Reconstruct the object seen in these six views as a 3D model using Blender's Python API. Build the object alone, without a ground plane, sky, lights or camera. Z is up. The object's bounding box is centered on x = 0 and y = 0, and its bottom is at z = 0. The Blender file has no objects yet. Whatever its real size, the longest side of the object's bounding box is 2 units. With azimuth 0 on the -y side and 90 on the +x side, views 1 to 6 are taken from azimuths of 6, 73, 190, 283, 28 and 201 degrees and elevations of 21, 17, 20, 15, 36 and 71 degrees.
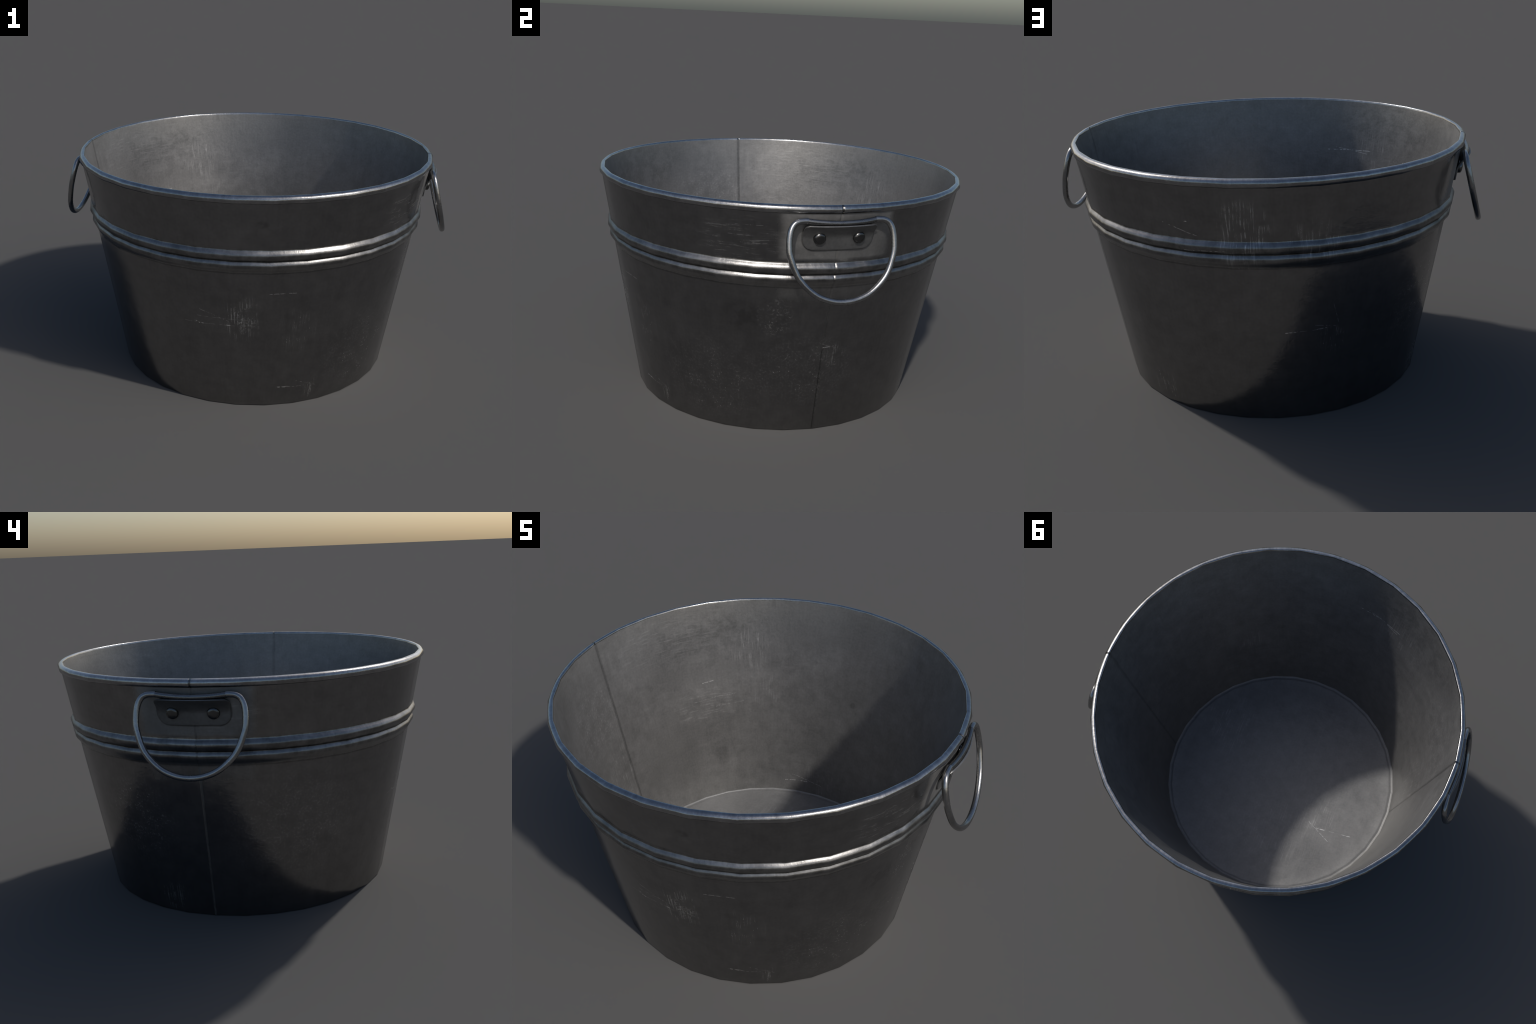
# A round galvanised steel wash tub: tapered wall with two rolled beads, a rolled
# rim, a flat floor with a stamped ring, and two drop handles in riveted brackets.
import bpy, bmesh, math
from mathutils import Vector, Matrix

SEGMENTS = 32                       # the tub is a 32-sided drum, shaded smooth
STEP = 2 * math.pi / SEGMENTS
WALL_R0, WALL_SLOPE = 0.714, 0.1705  # outer wall radius = R0 + SLOPE * z
INNER_R0, INNER_SLOPE = 0.6825, 0.1818
FLOOR_Z = 0.025


def wall_r(z):
    return WALL_R0 + WALL_SLOPE * z


def inner_r(z):
    return INNER_R0 + INNER_SLOPE * z


# ------------------------------------------------------------------ materials
class Nodes:
    """Small helper that writes shader maths as nested calls."""

    def __init__(self, tree):
        self.t = tree

    def put(self, sock, v):
        if hasattr(v, "is_linked") or isinstance(v, bpy.types.NodeSocket):
            self.t.links.new(v, sock)
        else:
            sock.default_value = v

    def m(self, op, a, b=None, c=None, clamp=False):
        n = self.t.nodes.new("ShaderNodeMath")
        n.operation, n.use_clamp = op, clamp
        for i, v in enumerate((a, b, c)):
            if v is not None:
                self.put(n.inputs[i], v)
        return n.outputs[0]

    def add(self, *v):
        r = v[0]
        for x in v[1:]:
            r = self.m("ADD", r, x)
        return r

    def mul(self, *v):
        r = v[0]
        for x in v[1:]:
            r = self.m("MULTIPLY", r, x)
        return r

    def sub(self, a, b):
        return self.m("SUBTRACT", a, b)

    def step(self, v, lo, hi, a=0.0, b=1.0):
        n = self.t.nodes.new("ShaderNodeMapRange")
        n.interpolation_type = "SMOOTHSTEP"
        for i, x in enumerate((v, lo, hi, a, b)):
            self.put(n.inputs[i], x)
        return n.outputs[0]

    def vec(self, x, y, z=0.0):
        n = self.t.nodes.new("ShaderNodeCombineXYZ")
        for i, v in enumerate((x, y, z)):
            self.put(n.inputs[i], v)
        return n.outputs[0]

    def noise(self, v, scale, detail=4.0, rough=0.55, distort=0.0):
        n = self.t.nodes.new("ShaderNodeTexNoise")
        self.put(n.inputs["Vector"], v)
        n.inputs["Scale"].default_value = scale
        n.inputs["Detail"].default_value = detail
        n.inputs["Roughness"].default_value = rough
        n.inputs["Distortion"].default_value = distort
        return n.outputs[0]

    def spot(self, x, y, x0, y0, a, b):
        """soft round mask: 1 at (x0, y0), fading to 0 at half axes a, b"""
        dx = self.m("DIVIDE", self.sub(x, x0), a)
        dy = self.m("DIVIDE", self.sub(y, y0), b)
        d = self.add(self.mul(dx, dx), self.mul(dy, dy))
        return self.step(d, 0.05, 1.0, 1.0, 0.0)

    def scratch(self, x, y, x0, y0, x1, y1, w, broken):
        """thin straight scratch from (x0, y0) to (x1, y1), broken up by noise"""
        lx, ly = x1 - x0, y1 - y0
        length = math.hypot(lx, ly)
        cx, cy = lx / length, ly / length
        px, py = self.sub(x, x0), self.sub(y, y0)
        along = self.add(self.mul(px, cx), self.mul(py, cy))
        off = self.m("ABSOLUTE", self.sub(self.mul(py, cx), self.mul(px, cy)))
        line = self.step(off, w * 0.4, w, 1.0, 0.0)
        a = self.step(along, 0.0, 0.004)
        b = self.step(along, length - 0.004, length, 1.0, 0.0)
        return self.mul(line, a, b, broken)


def steel(name, layout, tone, rough, spots=(), scratches=(), seam=False, panel=False,
          streak=1.0, grain=1.0, dirt=1.0, warm=0.0, metal=1.0, seam_dark=0.15, lap_height=0.0020, seam_width=1.0):
    """Dull galvanised steel. layout: 'drum' (azimuth, height), 'disc' (x, y) or 'plain'."""
    mat = bpy.data.materials.new(name)
    mat.use_nodes = True
    t = mat.node_tree
    g = Nodes(t)
    bsdf = t.nodes["Principled BSDF"]
    tc = t.nodes.new("ShaderNodeTexCoord")
    sep = t.nodes.new("ShaderNodeSeparateXYZ")
    t.links.new(tc.outputs["Object"], sep.inputs[0])
    X, Y, Z = sep.outputs
    az = g.m("ARCTAN2", Y, X)
    if layout == "drum":
        u, v = g.mul(az, 0.83), Z
    else:
        u, v = X, Y
    depth = 0.0 if layout != "plain" else Z
    P = g.vec(u, v, depth)
    streaks = g.vec(g.mul(u, 1.0), g.mul(v, 0.10), depth)
    hstreaks = g.vec(g.mul(u, 0.14), g.mul(v, 1.0), depth)

    cloud = g.noise(P, 3.5, 6.0, 0.6, 0.4)
    mottle = g.noise(P, 16.0, 5.0, 0.65)
    fine = g.noise(P, 90.0, 3.0, 0.6)
    vst = g.noise(streaks, 75.0, 4.0, 0.62)
    hst = g.noise(hstreaks, 60.0, 4.0, 0.6, 0.5)
    scuff = g.noise(g.vec(u, g.mul(v, 0.055), depth), 150.0, 3.0, 0.6, 0.2)
    hscuff = g.noise(g.vec(g.mul(u, 0.08), v, depth), 130.0, 3.0, 0.6, 0.3)
    speck = g.step(g.noise(P, 210.0, 1.0, 0.5), 0.74, 0.80)
    pits = g.step(g.noise(P, 110.0, 2.0, 0.5), 0.27, 0.20)
    dash = g.step(g.noise(g.vec(g.mul(u, 1.0), v, 3.1), 75.0, 2.0, 0.6), 0.44, 0.52)

    def centred(n, k):
        return g.mul(g.sub(n, 0.5), k)

    k = g.add(1.0, centred(cloud, 0.40 * dirt), centred(mottle, 0.5 * grain),
              centred(fine, 0.30 * grain), centred(vst, 0.30 * streak),
              centred(hst, 0.16 * streak), g.mul(speck, 0.35 * grain), g.mul(pits, -0.25 * grain))
    r = g.add(rough, centred(cloud, 0.16), centred(mottle, 0.12), centred(vst, 0.08 * streak))
    bump = g.add(centred(fine, 0.00025), centred(vst, 0.0002 * streak),
                 centred(mottle, 0.0008), centred(cloud, 0.003))

    rubbed = None
    for (su, sv, a, b, amount, kind) in spots:
        mask = g.spot(u, v, su, sv, a, b)
        src = {"v": scuff, "h": hscuff, "m": fine}[kind]
        patchy = g.step(mottle, 0.36, 0.60)
        worn = g.mul(mask, g.step(src, 0.50, 0.66), patchy, amount * 1.25)
        if amount < 0:
            worn = g.mul(mask, g.step(mottle, 0.40, 0.6), amount)
        rubbed = worn if rubbed is None else g.add(rubbed, worn)
    if rubbed is not None:
        k = g.add(k, rubbed)
        r = g.add(r, g.mul(rubbed, 0.14))
    lines = None
    for s in scratches:
        one = g.mul(g.scratch(u, v, *s[:5], dash), s[5])
        lines = one if lines is None else g.m("MAXIMUM", lines, one)
    if lines is not None:
        k = g.add(k, g.mul(lines, 3.2))
        r = g.sub(r, g.mul(lines, 0.05))

    if seam:
        # lapped joint in the sheet on both sides, at azimuth 0 and 180 degrees
        d = g.mul(g.m("ARCTAN2", Y, g.m("ABSOLUTE", X)), 0.85)
        flip = g.mul(d, g.m("SIGN", X))
        lap = g.mul(g.step(flip, -0.004, 0.004), g.step(flip, 0.004, 0.07, 1.0, 0.0))
        groove = g.step(g.m("ABSOLUTE", d), 0.002 * seam_width, 0.0075 * seam_width, 1.0, 0.0)
        bump = g.add(bump, g.mul(lap, lap_height), g.mul(groove, -0.4 * lap_height))
        k = g.sub(k, g.mul(groove, g.step(X, -0.1, 0.1, seam_dark, seam_dark * (0.55 if seam_width > 1 else 1.0))))  # base colour darkened along the joint to draw its groove shade
        if panel:
            hair = g.step(g.m("ABSOLUTE", g.add(d, 0.006)), 0.0012, 0.0036, 1.0, 0.0)
            low = g.mul(g.step(Z, 0.43, 0.45, 1.0, 0.0), g.step(X, -0.1, 0.1))
            k = g.sub(k, g.mul(hair, low, 0.42))
            r = g.add(r, g.mul(groove, g.step(Z, 0.735, 0.745, 1.0, 0.0), g.step(X, -0.1, 0.1, 0.29, 0.08)))
    if panel:
        # beads are dulled by handling
        r = g.add(r, g.mul(g.step(Z, 0.745, 0.76), g.step(Z, 0.862, 0.875, 1.0, 0.0), 0.13))
        # darker bead tops, dark lines in the groove between them and along the foot
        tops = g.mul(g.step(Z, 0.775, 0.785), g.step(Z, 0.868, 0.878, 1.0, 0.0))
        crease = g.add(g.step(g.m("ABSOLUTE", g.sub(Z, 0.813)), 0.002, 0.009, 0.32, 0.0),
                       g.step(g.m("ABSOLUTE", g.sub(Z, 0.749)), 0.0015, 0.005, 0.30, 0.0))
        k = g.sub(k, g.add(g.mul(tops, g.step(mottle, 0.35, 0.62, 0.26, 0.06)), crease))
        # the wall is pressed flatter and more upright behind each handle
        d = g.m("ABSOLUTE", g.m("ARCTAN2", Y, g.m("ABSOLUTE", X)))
        edge = g.step(d, 0.25, 0.32, 1.0, 0.0)
        fold = g.step(d, 0.36, 0.43, 1.0, 0.0)
        above = g.step(Z, 0.868, 0.895)
        below = g.mul(g.step(Z, 0.64, 0.74), g.step(Z, 0.745, 0.765, 1.0, 0.0))
        bump = g.add(bump, g.mul(fold, g.step(Z, 0.885, 0.96), g.step(Z, 0.93, 1.09, 1.0, 0.3), 0.0022))
        # contact shadow painted on the wall as a dark outline round each bracket
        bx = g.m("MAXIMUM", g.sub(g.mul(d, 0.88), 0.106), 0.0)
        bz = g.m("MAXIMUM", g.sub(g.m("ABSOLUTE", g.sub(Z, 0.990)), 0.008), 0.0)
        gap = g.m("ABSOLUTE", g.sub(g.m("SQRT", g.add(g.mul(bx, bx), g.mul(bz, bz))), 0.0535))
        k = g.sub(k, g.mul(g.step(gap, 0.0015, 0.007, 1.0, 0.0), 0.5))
        dull = g.add(g.mul(edge, above), g.mul(edge, below, 0.45))
        r = g.add(r, g.mul(dull, 0.40))
        k = g.add(k, g.mul(dull, 0.12))

    val = g.mul(k, tone)
    col = t.nodes.new("ShaderNodeCombineColor")
    g.put(col.inputs[0], g.mul(val, 1.0 + warm))
    g.put(col.inputs[1], val)
    g.put(col.inputs[2], g.mul(val, 1.0 - warm))
    t.links.new(col.outputs[0], bsdf.inputs["Base Color"])
    bsdf.inputs["Metallic"].default_value = metal
    g.put(bsdf.inputs["Roughness"], g.m("MINIMUM", g.m("MAXIMUM", r, 0.12), 0.9))
    bn = t.nodes.new("ShaderNodeBump")
    bn.inputs["Strength"].default_value = 1.0
    bn.inputs["Distance"].default_value = 1.0
    g.put(bn.inputs["Height"], bump)
    t.links.new(bn.outputs[0], bsdf.inputs["Normal"])
    return mat


# ------------------------------------------------------------------- geometry
def add_object(name, mesh, parent, mats):
    for m in mats:
        mesh.materials.append(m)
    ob = bpy.data.objects.new(name, mesh)
    bpy.context.scene.collection.objects.link(ob)
    ob.parent = parent
    return ob


def revolve(name, profile, sections, closed=True):
    """Turn an (r, z) profile round z in SEGMENTS flat sides. sections gives the
    material slot of each profile span."""
    verts, faces, slots = [], [], []
    n = len(profile)
    for i in range(SEGMENTS):
        c, s = math.cos(i * STEP), math.sin(i * STEP)
        verts += [(r * c, r * s, z) for r, z in profile]
    for i in range(SEGMENTS):
        j = (i + 1) % SEGMENTS
        for k in range(n if closed else n - 1):
            l = (k + 1) % n
            faces.append((i * n + k, j * n + k, j * n + l, i * n + l))
            slots.append(sections[k])
    me = bpy.data.meshes.new(name)
    me.from_pydata(verts, [], faces)
    me.polygons.foreach_set("material_index", slots)
    me.update()
    return me


def smooth(me, angle=40):
    me.polygons.foreach_set("use_smooth", [True] * len(me.polygons))
    me.set_sharp_from_angle(angle=math.radians(angle))


def tube(name, path, radius, ring=14, radii=None):
    """Round bar swept along a list of points, ends capped."""
    verts, faces = [], []
    n = len(path)
    up = None
    for i, p in enumerate(path):
        tan = (path[min(i + 1, n - 1)] - path[max(i - 1, 0)]).normalized()
        if up is None:
            up = tan.cross(Vector((1, 0, 0))).normalized()
        up = (up - tan * up.dot(tan)).normalized()
        side = tan.cross(up)
        rr = radii[i] if radii else radius
        for k in range(ring):
            a = 2 * math.pi * k / ring
            verts.append(p + (up * math.cos(a) + side * math.sin(a)) * rr)
    for i in range(n - 1):
        for k in range(ring):
            l = (k + 1) % ring
            faces.append((i * ring + k, i * ring + l, (i + 1) * ring + l, (i + 1) * ring + k))
    faces.append(tuple(range(ring))[::-1])
    faces.append(tuple((n - 1) * ring + k for k in range(ring)))
    me = bpy.data.meshes.new(name)
    me.from_pydata([tuple(v) for v in verts], [], faces)
    me.update()
    smooth(me, 45)
    return me


def catmull(points, per=8):
    out = []
    for i in range(len(points) - 1):
        p0, p1 = points[max(i - 1, 0)], points[i]
        p2, p3 = points[i + 1], points[min(i + 2, len(points) - 1)]
        for k in range(per):
            s = k / per
            out.append(0.5 * ((2 * p1) + (p2 - p0) * s + (2 * p0 - 5 * p1 + 4 * p2 - p3) * s * s
                              + (3 * p1 - p0 - 3 * p2 + p3) * s ** 3))
    out.append(points[-1])
    return out


# ----------------------------------------------------------------------- tub
tub = bpy.data.objects.new("wash_tub", None)
bpy.context.scene.collection.objects.link(tub)
tub["label"] = "round dark galvanised steel wash tub with two drop handles"
tub["category"] = "metal tub"

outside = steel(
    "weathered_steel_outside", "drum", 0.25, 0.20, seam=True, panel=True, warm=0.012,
    streak=0.7, grain=1.0,
    spots=[(-1.265, 0.51, 0.11, 0.15, 1.27, "v"), (-1.25, 0.50, 0.07, 0.09, 1.02, "m"),
           (-0.99, 0.43, 0.12, 0.15, 0.59, "v"), (-0.87, 0.075, 0.06, 0.07, 1.02, "v"),
           (-0.24, 0.60, 0.10, 0.11, 0.94, "m"), (-0.08, 0.33, 0.30, 0.22, 0.42, "m"),
           (0.06, 0.41, 0.07, 0.07, 0.85, "v"), (-0.40, 0.96, 0.22, 0.14, 0.60, "h"),
           (1.35, 0.93, 0.13, 0.13, 1.19, "v"), (1.34, 0.84, 0.10, 0.12, 0.77, "v"),
           (1.62, 0.86, 0.14, 0.12, 0.59, "v"), (1.72, 0.39, 0.08, 0.08, 0.85, "v"),
           (0.84, 0.08, 0.12, 0.10, 0.85, "v"), (2.39, 0.08, 0.12, 0.09, 1.02, "v"),
           (2.25, 0.46, 0.25, 0.25, 0.51, "m"), (-2.2, 0.45, 0.4, 0.3, 0.26, "m"),
           (-0.55, 0.25, 0.35, 0.25, 0.37, "m"), (-2.55, 1.0, 0.3, 0.12, 0.24, "h"),
           (-1.18, 0.994, 0.035, 0.022, -0.35, "m"), (-0.39, 0.60, 0.12, 0.10, -0.3, "m")],
    scratches=[(-1.57, 0.464, -1.21, 0.468, 0.0020, 0.25), (-1.495, 0.465, -1.458, 0.4655, 0.0036, 1.0), (-1.348, 0.4665, -1.322, 0.467, 0.0036, 0.9), (-1.51, 0.555, -1.33, 0.489, 0.0022, 0.4),
               (-1.50, 0.505, -1.22, 0.50, 0.0018, 0.3), (-1.141, 0.643, -1.01, 0.642, 0.0028, 0.6),
               (-1.083, 0.106, -0.92, 0.10, 0.0022, 0.4), (-1.083, 0.106, -1.025, 0.104, 0.0038, 1.0), (-0.975, 0.138, -0.85, 0.09, 0.0022, 0.4),
               (-0.006, 0.446, 0.055, 0.449, 0.0032, 0.9), (-0.02, 0.468, 0.09, 0.43, 0.0020, 0.35),
               (-1.067, 0.105, -1.01, 0.106, 0.0030, 0.8), (1.50, 0.442, 1.69, 0.450, 0.0022, 0.35), (1.50, 0.442, 1.56, 0.4445, 0.0034, 0.8), (1.64, 0.448, 1.69, 0.450, 0.0034, 0.8),
               (1.62, 0.473, 1.74, 0.451, 0.0022, 0.5), (1.025, 0.93, 1.17, 0.885, 0.0026, 0.5),
               (1.12, 0.945, 1.14, 0.944, 0.0030, 0.9), (1.10, 0.823, 1.28, 0.829, 0.0022, 0.5),
               (1.712, 0.563, 1.745, 0.46, 0.0018, 0.4), (-1.51, 0.474, -1.49, 0.472, 0.0032, 0.9),
               (-0.42, 1.03, -0.30, 1.033, 0.0022, 0.4), (-0.45, 0.985, -0.33, 0.982, 0.0020, 0.4),
               (-0.40, 0.95, -0.28, 0.953, 0.0020, 0.35), (-0.52, 0.93, -0.40, 0.935, 0.0020, 0.3)])
inside = steel(
    "weathered_steel_inside", "drum", 0.197, 0.43, seam=True, seam_width=1.7, metal=0.62, streak=0.7, grain=1.3, dirt=1.2, warm=0.01, seam_dark=0.34, lap_height=0.0006,
    spots=[(1.76, 0.86, 0.13, 0.15, 0.55, "v"), (1.67, 0.62, 0.10, 0.13, 0.25, "v"),
           (2.02, 0.58, 0.26, 0.12, 0.3, "h"), (2.0, 0.93, 0.5, 0.26, -0.28, "m"), (1.3, 1.0, 0.5, 0.16, -0.15, "m"), (-1.9, 1.0, 0.5, 0.2, -0.3, "m"), (2.3, 0.35, 0.3, 0.25, -0.12, "m"),
           (2.2, 0.98, 0.35, 0.16, 0.25, "h"), (1.15, 0.62, 0.025, 0.022, -0.35, "m"),
           (1.97, 0.28, 0.06, 0.10, -0.25, "m"), (1.27, 0.12, 0.2, 0.14, 0.3, "v"),
           (-2.52, 0.42, 0.18, 0.28, 0.4, "v"), (-1.8, 0.86, 0.22, 0.15, 0.3, "v"),
           (-0.85, 0.40, 0.12, 0.14, 0.35, "v"), (-2.4, 0.8, 0.3, 0.2, 0.2, "m")],
    scratches=[(2.04, 0.703, 1.97, 0.708, 0.0035, 0.35), (1.56, 0.09, 1.38, 0.098, 0.0028, 0.6),
               (1.50, 0.13, 1.28, 0.085, 0.0022, 0.3), (-1.50, 0.849, -1.77, 0.863, 0.0026, 0.5),
               (-1.55, 0.865, -1.75, 0.845, 0.0022, 0.4), (2.1, 0.605, 1.85, 0.62, 0.002, 0.2),
               (2.08, 0.55, 1.80, 0.57, 0.002, 0.15)])
floor_steel = steel(
    "weathered_steel_floor", "disc", 0.168, 0.45, metal=0.20, streak=0.5, grain=1.2,
    spots=[(-0.10, 0.33, 0.30, 0.26, 0.18, "v"), (-0.30, 0.16, 0.14, 0.16, 0.30, "v"),
           (0.40, -0.24, 0.22, 0.22, 0.3, "v"), (0.30, 0.20, 0.12, 0.12, -0.2, "m"),
           (-0.30, 0.42, 0.18, 0.16, -0.2, "m")],
    scratches=[(-0.29, 0.232, -0.52, 0.217, 0.0018, 0.2), (-0.305, 0.231, -0.365, 0.227, 0.0040, 0.55), (-0.465, 0.2205, -0.515, 0.217, 0.0038, 0.45), (-0.25, 0.204, -0.40, 0.29, 0.0022, 0.35)])
rim_steel = steel("rim_steel", "drum", 0.34, 0.22, seam=True, seam_dark=0.7, lap_height=0.003, streak=0.8, grain=1.9, dirt=1.4)
rod_steel = steel("handle_steel", "plain", 0.31, 0.25, streak=0.3, grain=1.3)
bracket_steel = steel("bracket_steel", "plain", 0.195, 0.56, streak=0.3, grain=1.3)
sleeve_steel = steel("sleeve_steel", "plain", 0.20, 0.28, streak=0.3)  # tone lowered below the rod's for the shadow under the rim
rivet_steel = steel("rivet_steel", "plain", 0.125, 0.26, streak=0.3)

# wall: outside going up over the two beads, inside going down
UNDER_RIM = 1.0925
bead = [(0.8616, 0.8655), (0.8640, 0.8625), (0.8688, 0.8570), (0.8730, 0.8508), (0.8749, 0.8440),
        (0.8744, 0.8375), (0.8708, 0.8285), (0.8640, 0.8180), (0.8592, 0.8138), (0.8574, 0.8110),
        (0.8588, 0.8082), (0.8626, 0.8030), (0.8652, 0.7970), (0.8656, 0.7915), (0.8645, 0.7855),
        (0.8606, 0.7765), (0.8520, 0.7655), (0.8446, 0.7572), (0.8416, 0.7495)]
outer = [(WALL_R0, 0.0), (wall_r(0.004), 0.004)]
outer += [(wall_r(z), z) for z in (0.15, 0.30, 0.45, 0.60, 0.70, 0.738)]
outer += bead[::-1]
outer += [(wall_r(z), z) for z in (0.876, 0.90, 0.97, 1.04, 1.086, UNDER_RIM)]
inner = [(inner_r(z), z) for z in (UNDER_RIM, 1.04, 0.9, 0.7, 0.5, 0.3, 0.15, 0.06, FLOOR_Z - 0.004, 0.0)]
profile = outer + inner
slots = [0] * len(outer) + [1] * (len(inner) - 1) + [0]
slots[len(outer) - 1] = 0
me = revolve("wall", profile, slots)
smooth(me, 75)
add_object("wall", me, tub, [outside, inside])

# rolled rim
# (its crest is truly round; lip and mouth follow the 32 flats of the sheet)
rim_profile = [(0.9005, 1.0915, 1), (0.9070, 1.0950, 1), (0.9112, 1.1020, 1), (0.9125, 1.1100, 1),
               (0.9105, 1.1180, 0.9), (0.9065, 1.1235, 0.3), (0.9010, 1.1265, 0), (0.8955, 1.1280, 0.1),
               (0.8900, 1.1278, 0.7), (0.8870, 1.1255, 1), (0.8860, 1.1190, 1), (inner_r(1.0915), 1.0915, 1)]
RIM_SEGMENTS = SEGMENTS * 4
verts, faces, slots, normals = [], [], [], []
n = len(rim_profile)
for i in range(RIM_SEGMENTS):
    a = 2 * math.pi * i / RIM_SEGMENTS
    off = a % STEP - STEP / 2
    flat = math.cos(STEP / 2) / math.cos(off)
    mean = 0.5 + 0.5 * math.cos(STEP / 2)
    for k, (r, z, w) in enumerate(rim_profile):
        rr = r * (w * flat + (1 - w) * mean)
        verts.append((rr * math.cos(a), rr * math.sin(a), z))
        p, q = rim_profile[k - 1], rim_profile[(k + 1) % n]
        if k == 0:
            p = (r - 0.003, z, 1)
        if k == n - 1:
            q = (r - 0.001, z - 0.01, 1)
        nv = Vector((q[1] - p[1], 0, -(q[0] - p[0]))).normalized()
        normals.append((nv.x * math.cos(a), nv.x * math.sin(a), nv.z))
for i in range(RIM_SEGMENTS):
    j = (i + 1) % RIM_SEGMENTS
    for k in range(n - 1):
        faces.append((i * n + k, j * n + k, j * n + k + 1, i * n + k + 1))
        slots.append(1 if k == n - 2 else 0)
me = bpy.data.meshes.new("rim")
me.from_pydata(verts, [], faces)
me.polygons.foreach_set("material_index", slots)
me.polygons.foreach_set("use_smooth", [True] * len(faces))
me.update()
me.normals_split_custom_set_from_vertices(normals)
add_object("rim", me, tub, [rim_steel, inside])

# floor with a stamped ring just inside the corner
fr = inner_r(FLOOR_Z) + 0.004
floor_profile = [(0.03, 0.006), (fr, 0.006), (fr, FLOOR_Z + 0.005), (inner_r(FLOOR_Z) - 0.001, FLOOR_Z + 0.0045),
                 (0.6842, FLOOR_Z + 0.0012), (0.6790, FLOOR_Z - 0.0008), (0.6735, FLOOR_Z - 0.0006),
                 (0.6685, FLOOR_Z + 0.0008), (0.6630, FLOOR_Z + 0.0010), (0.6570, FLOOR_Z),
                 (0.60, FLOOR_Z), (0.35, FLOOR_Z), (0.03, FLOOR_Z)]
me = revolve("floor", floor_profile, [0] * len(floor_profile), closed=False)
bm = bmesh.new()
bm.from_mesh(me)
edges = [e for e in bm.edges if e.is_boundary]
bmesh.ops.holes_fill(bm, edges=edges, sides=SEGMENTS)
bmesh.ops.recalc_face_normals(bm, faces=bm.faces)
bm.to_mesh(me)
bm.free()
smooth(me, 60)
add_object("floor", me, tub, [floor_steel])

# ------------------------------------------------------------ drop handles
BAR_R, BAR_Z = 0.9165, 1.0655          # bar lies along the drum under the rim
ROD = 0.0134
TOP_X, LOW_X, LOW_Z = 0.9030, 0.9866, 0.735
half = [(0.000, 0.735), (0.070, 0.745), (0.135, 0.777), (0.195, 0.839), (0.2275, 0.920),
        (0.2325, 0.968), (0.2270, 1.018), (0.2120, 1.050), (0.1900, 1.0635), (0.1660, 1.0665),
        (0.1490, 1.0660)]


def lean(y, z):
    return Vector((TOP_X + (LOW_X - TOP_X) * (BAR_Z - z) / (BAR_Z - LOW_Z), y, z))


pts = [lean(-y, z) for y, z in half[::-1]] + [lean(y, z) for y, z in half[1:]]
handle_me = tube("handle", catmull(pts, 8), ROD, 16)

A = math.asin(0.150 / BAR_R)
sleeve_path = [Vector((BAR_R * math.cos(a), BAR_R * math.sin(a), BAR_Z - 0.0095 * (1 - (a / A) ** 2)))
               for a in [A * (i / 12 - 1) for i in range(25)]]
sleeve_me = tube("hinge_sleeve", sleeve_path, ROD - 0.0012, 16)


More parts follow.
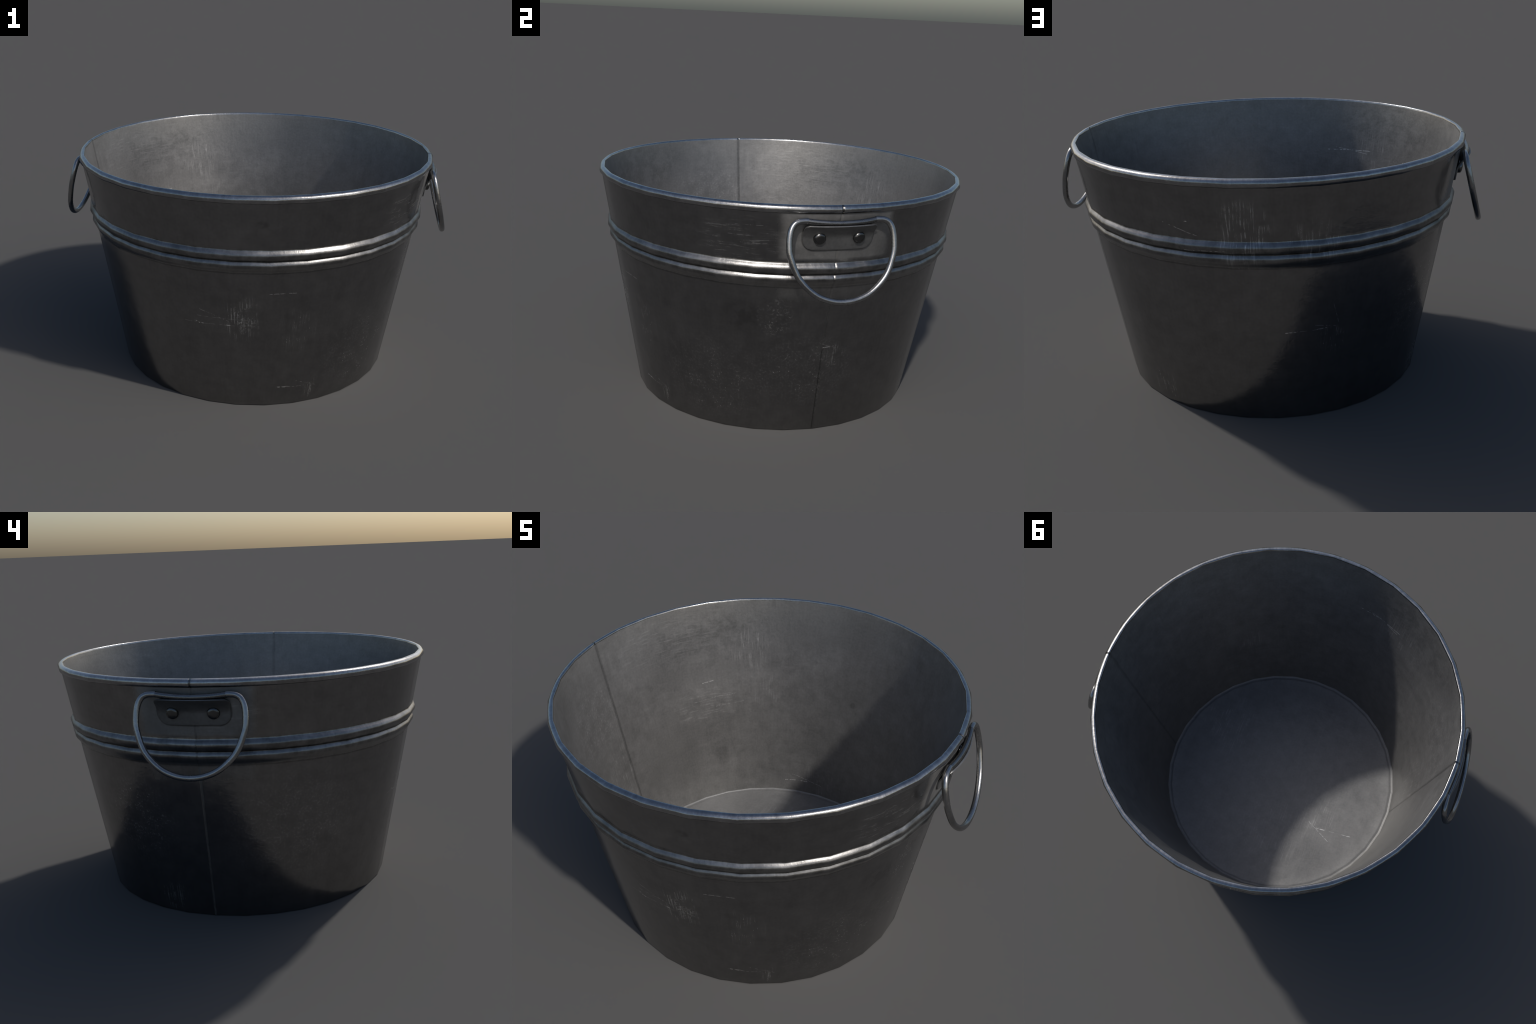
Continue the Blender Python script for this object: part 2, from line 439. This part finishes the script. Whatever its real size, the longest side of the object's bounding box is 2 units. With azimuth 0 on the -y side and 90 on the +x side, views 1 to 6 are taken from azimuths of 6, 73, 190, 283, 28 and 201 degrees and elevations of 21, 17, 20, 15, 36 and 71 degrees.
def bracket_mesh():
    """Riveted plate: lies on the wall, then flares out to a lip below the bar."""
    half_az, z0, z1 = 0.1785, 0.930, 1.045
    cols, rows, thick = 28, 20, 0.0055
    grid = {}
    for i in range(cols + 1):
        for j in range(rows + 1):
            s = 2 * i / cols - 1
            q = j / rows
            w = half_az
            if q < 0.40:                                   # rounded lower corners
                k = 1 - q / 0.40
                w -= 0.052 * (1 - math.sqrt(max(0.0, 1 - k * k)))
            if q > 0.80:                                   # smaller upper corners
                k = (q - 0.80) / 0.20
                w -= 0.022 * (1 - math.sqrt(max(0.0, 1 - k * k)))
            a = s * w
            z = z0 + (z1 - z0) * q
            flare = max(0.0, (z - 0.985) / (z1 - 0.985))
            out = 0.040 * flare ** 1.7 * (1 - 0.22 * s * s)
            r = wall_r(z) + out
            grid[i, j] = (r, a, z, flare)
    bm = bmesh.new()
    front, back = {}, {}
    for key, (r, a, z, fl) in grid.items():
        f = r + thick
        b = max(r - 0.001 + 0.0 * fl, wall_r(z) - 0.004) if fl > 0 else wall_r(z) - 0.006
        zf = z
        zb = z + 0.004 * fl
        front[key] = bm.verts.new((f * math.cos(a), f * math.sin(a), zf))
        back[key] = bm.verts.new((b * math.cos(a), b * math.sin(a), zb))
    for i in range(cols):
        for j in range(rows):
            bm.faces.new((front[i, j], front[i + 1, j], front[i + 1, j + 1], front[i, j + 1]))
            bm.faces.new((back[i, j], back[i, j + 1], back[i + 1, j + 1], back[i + 1, j]))
    for i in range(cols):
        bm.faces.new((front[i, 0], back[i, 0], back[i + 1, 0], front[i + 1, 0]))
        bm.faces.new((front[i, rows], front[i + 1, rows], back[i + 1, rows], back[i, rows]))
    for j in range(rows):
        bm.faces.new((front[0, j], front[0, j + 1], back[0, j + 1], back[0, j]))
        bm.faces.new((front[cols, j], back[cols, j], back[cols, j + 1], front[cols, j + 1]))
    bmesh.ops.recalc_face_normals(bm, faces=bm.faces)
    rimmed = [e for e in bm.edges if len(e.link_faces) == 2 and e.calc_face_angle(0) > math.radians(50)]
    bmesh.ops.bevel(bm, geom=rimmed, offset=0.0014, segments=2, profile=0.5, affect="EDGES")
    me = bpy.data.meshes.new("handle_bracket")
    bm.to_mesh(me)
    bm.free()
    smooth(me, 45)
    return me


def rivet_mesh():
    """Low domed rivet head, axis along +x, twelve sided."""
    prof = [(0.0278, -0.003), (0.0276, 0.0040), (0.0262, 0.0098), (0.0226, 0.0145), (0.0150, 0.0172), (0.0, 0.0182)]
    n, verts, faces = 12, [], []
    for r, h in prof[:-1]:
        for k in range(n):
            a = 2 * math.pi * (k + 0.5) / n
            verts.append((h, r * math.cos(a), r * math.sin(a)))
    verts.append((prof[-1][1], 0, 0))
    m = len(prof) - 1
    for i in range(m - 1):
        for k in range(n):
            l = (k + 1) % n
            faces.append((i * n + k, i * n + l, (i + 1) * n + l, (i + 1) * n + k))
    for k in range(n):
        faces.append(((m - 1) * n + k, (m - 1) * n + (k + 1) % n, m * n))
    me = bpy.data.meshes.new("rivet")
    me.from_pydata(verts, [], faces)
    me.update()
    smooth(me, 55)
    return me


bracket_me, rivet_me = bracket_mesh(), rivet_mesh()
handle_me.materials.append(rod_steel)
sleeve_me.materials.append(sleeve_steel)
bracket_me.materials.append(bracket_steel)
rivet_me.materials.append(rivet_steel)
TILT = math.atan(WALL_SLOPE)
for turn in (0.0, math.pi):
    spin = Matrix.Rotation(turn, 4, "Z")
    handle = add_object("handle", handle_me, tub, [])
    handle.matrix_local = spin
    bracket = add_object("handle_bracket", bracket_me, tub, [])
    bracket.matrix_local = spin
    add_object("hinge_sleeve", sleeve_me, bracket, [])
    for a in (-0.099, 0.099):
        rv = add_object("rivet", rivet_me, bracket, [])
        z = 0.986
        r = wall_r(z) + 0.0052
        rv.matrix_local = (Matrix.Translation((r * math.cos(a), r * math.sin(a), z))
                           @ Matrix.Rotation(a, 4, "Z") @ Matrix.Rotation(TILT, 4, "Y"))
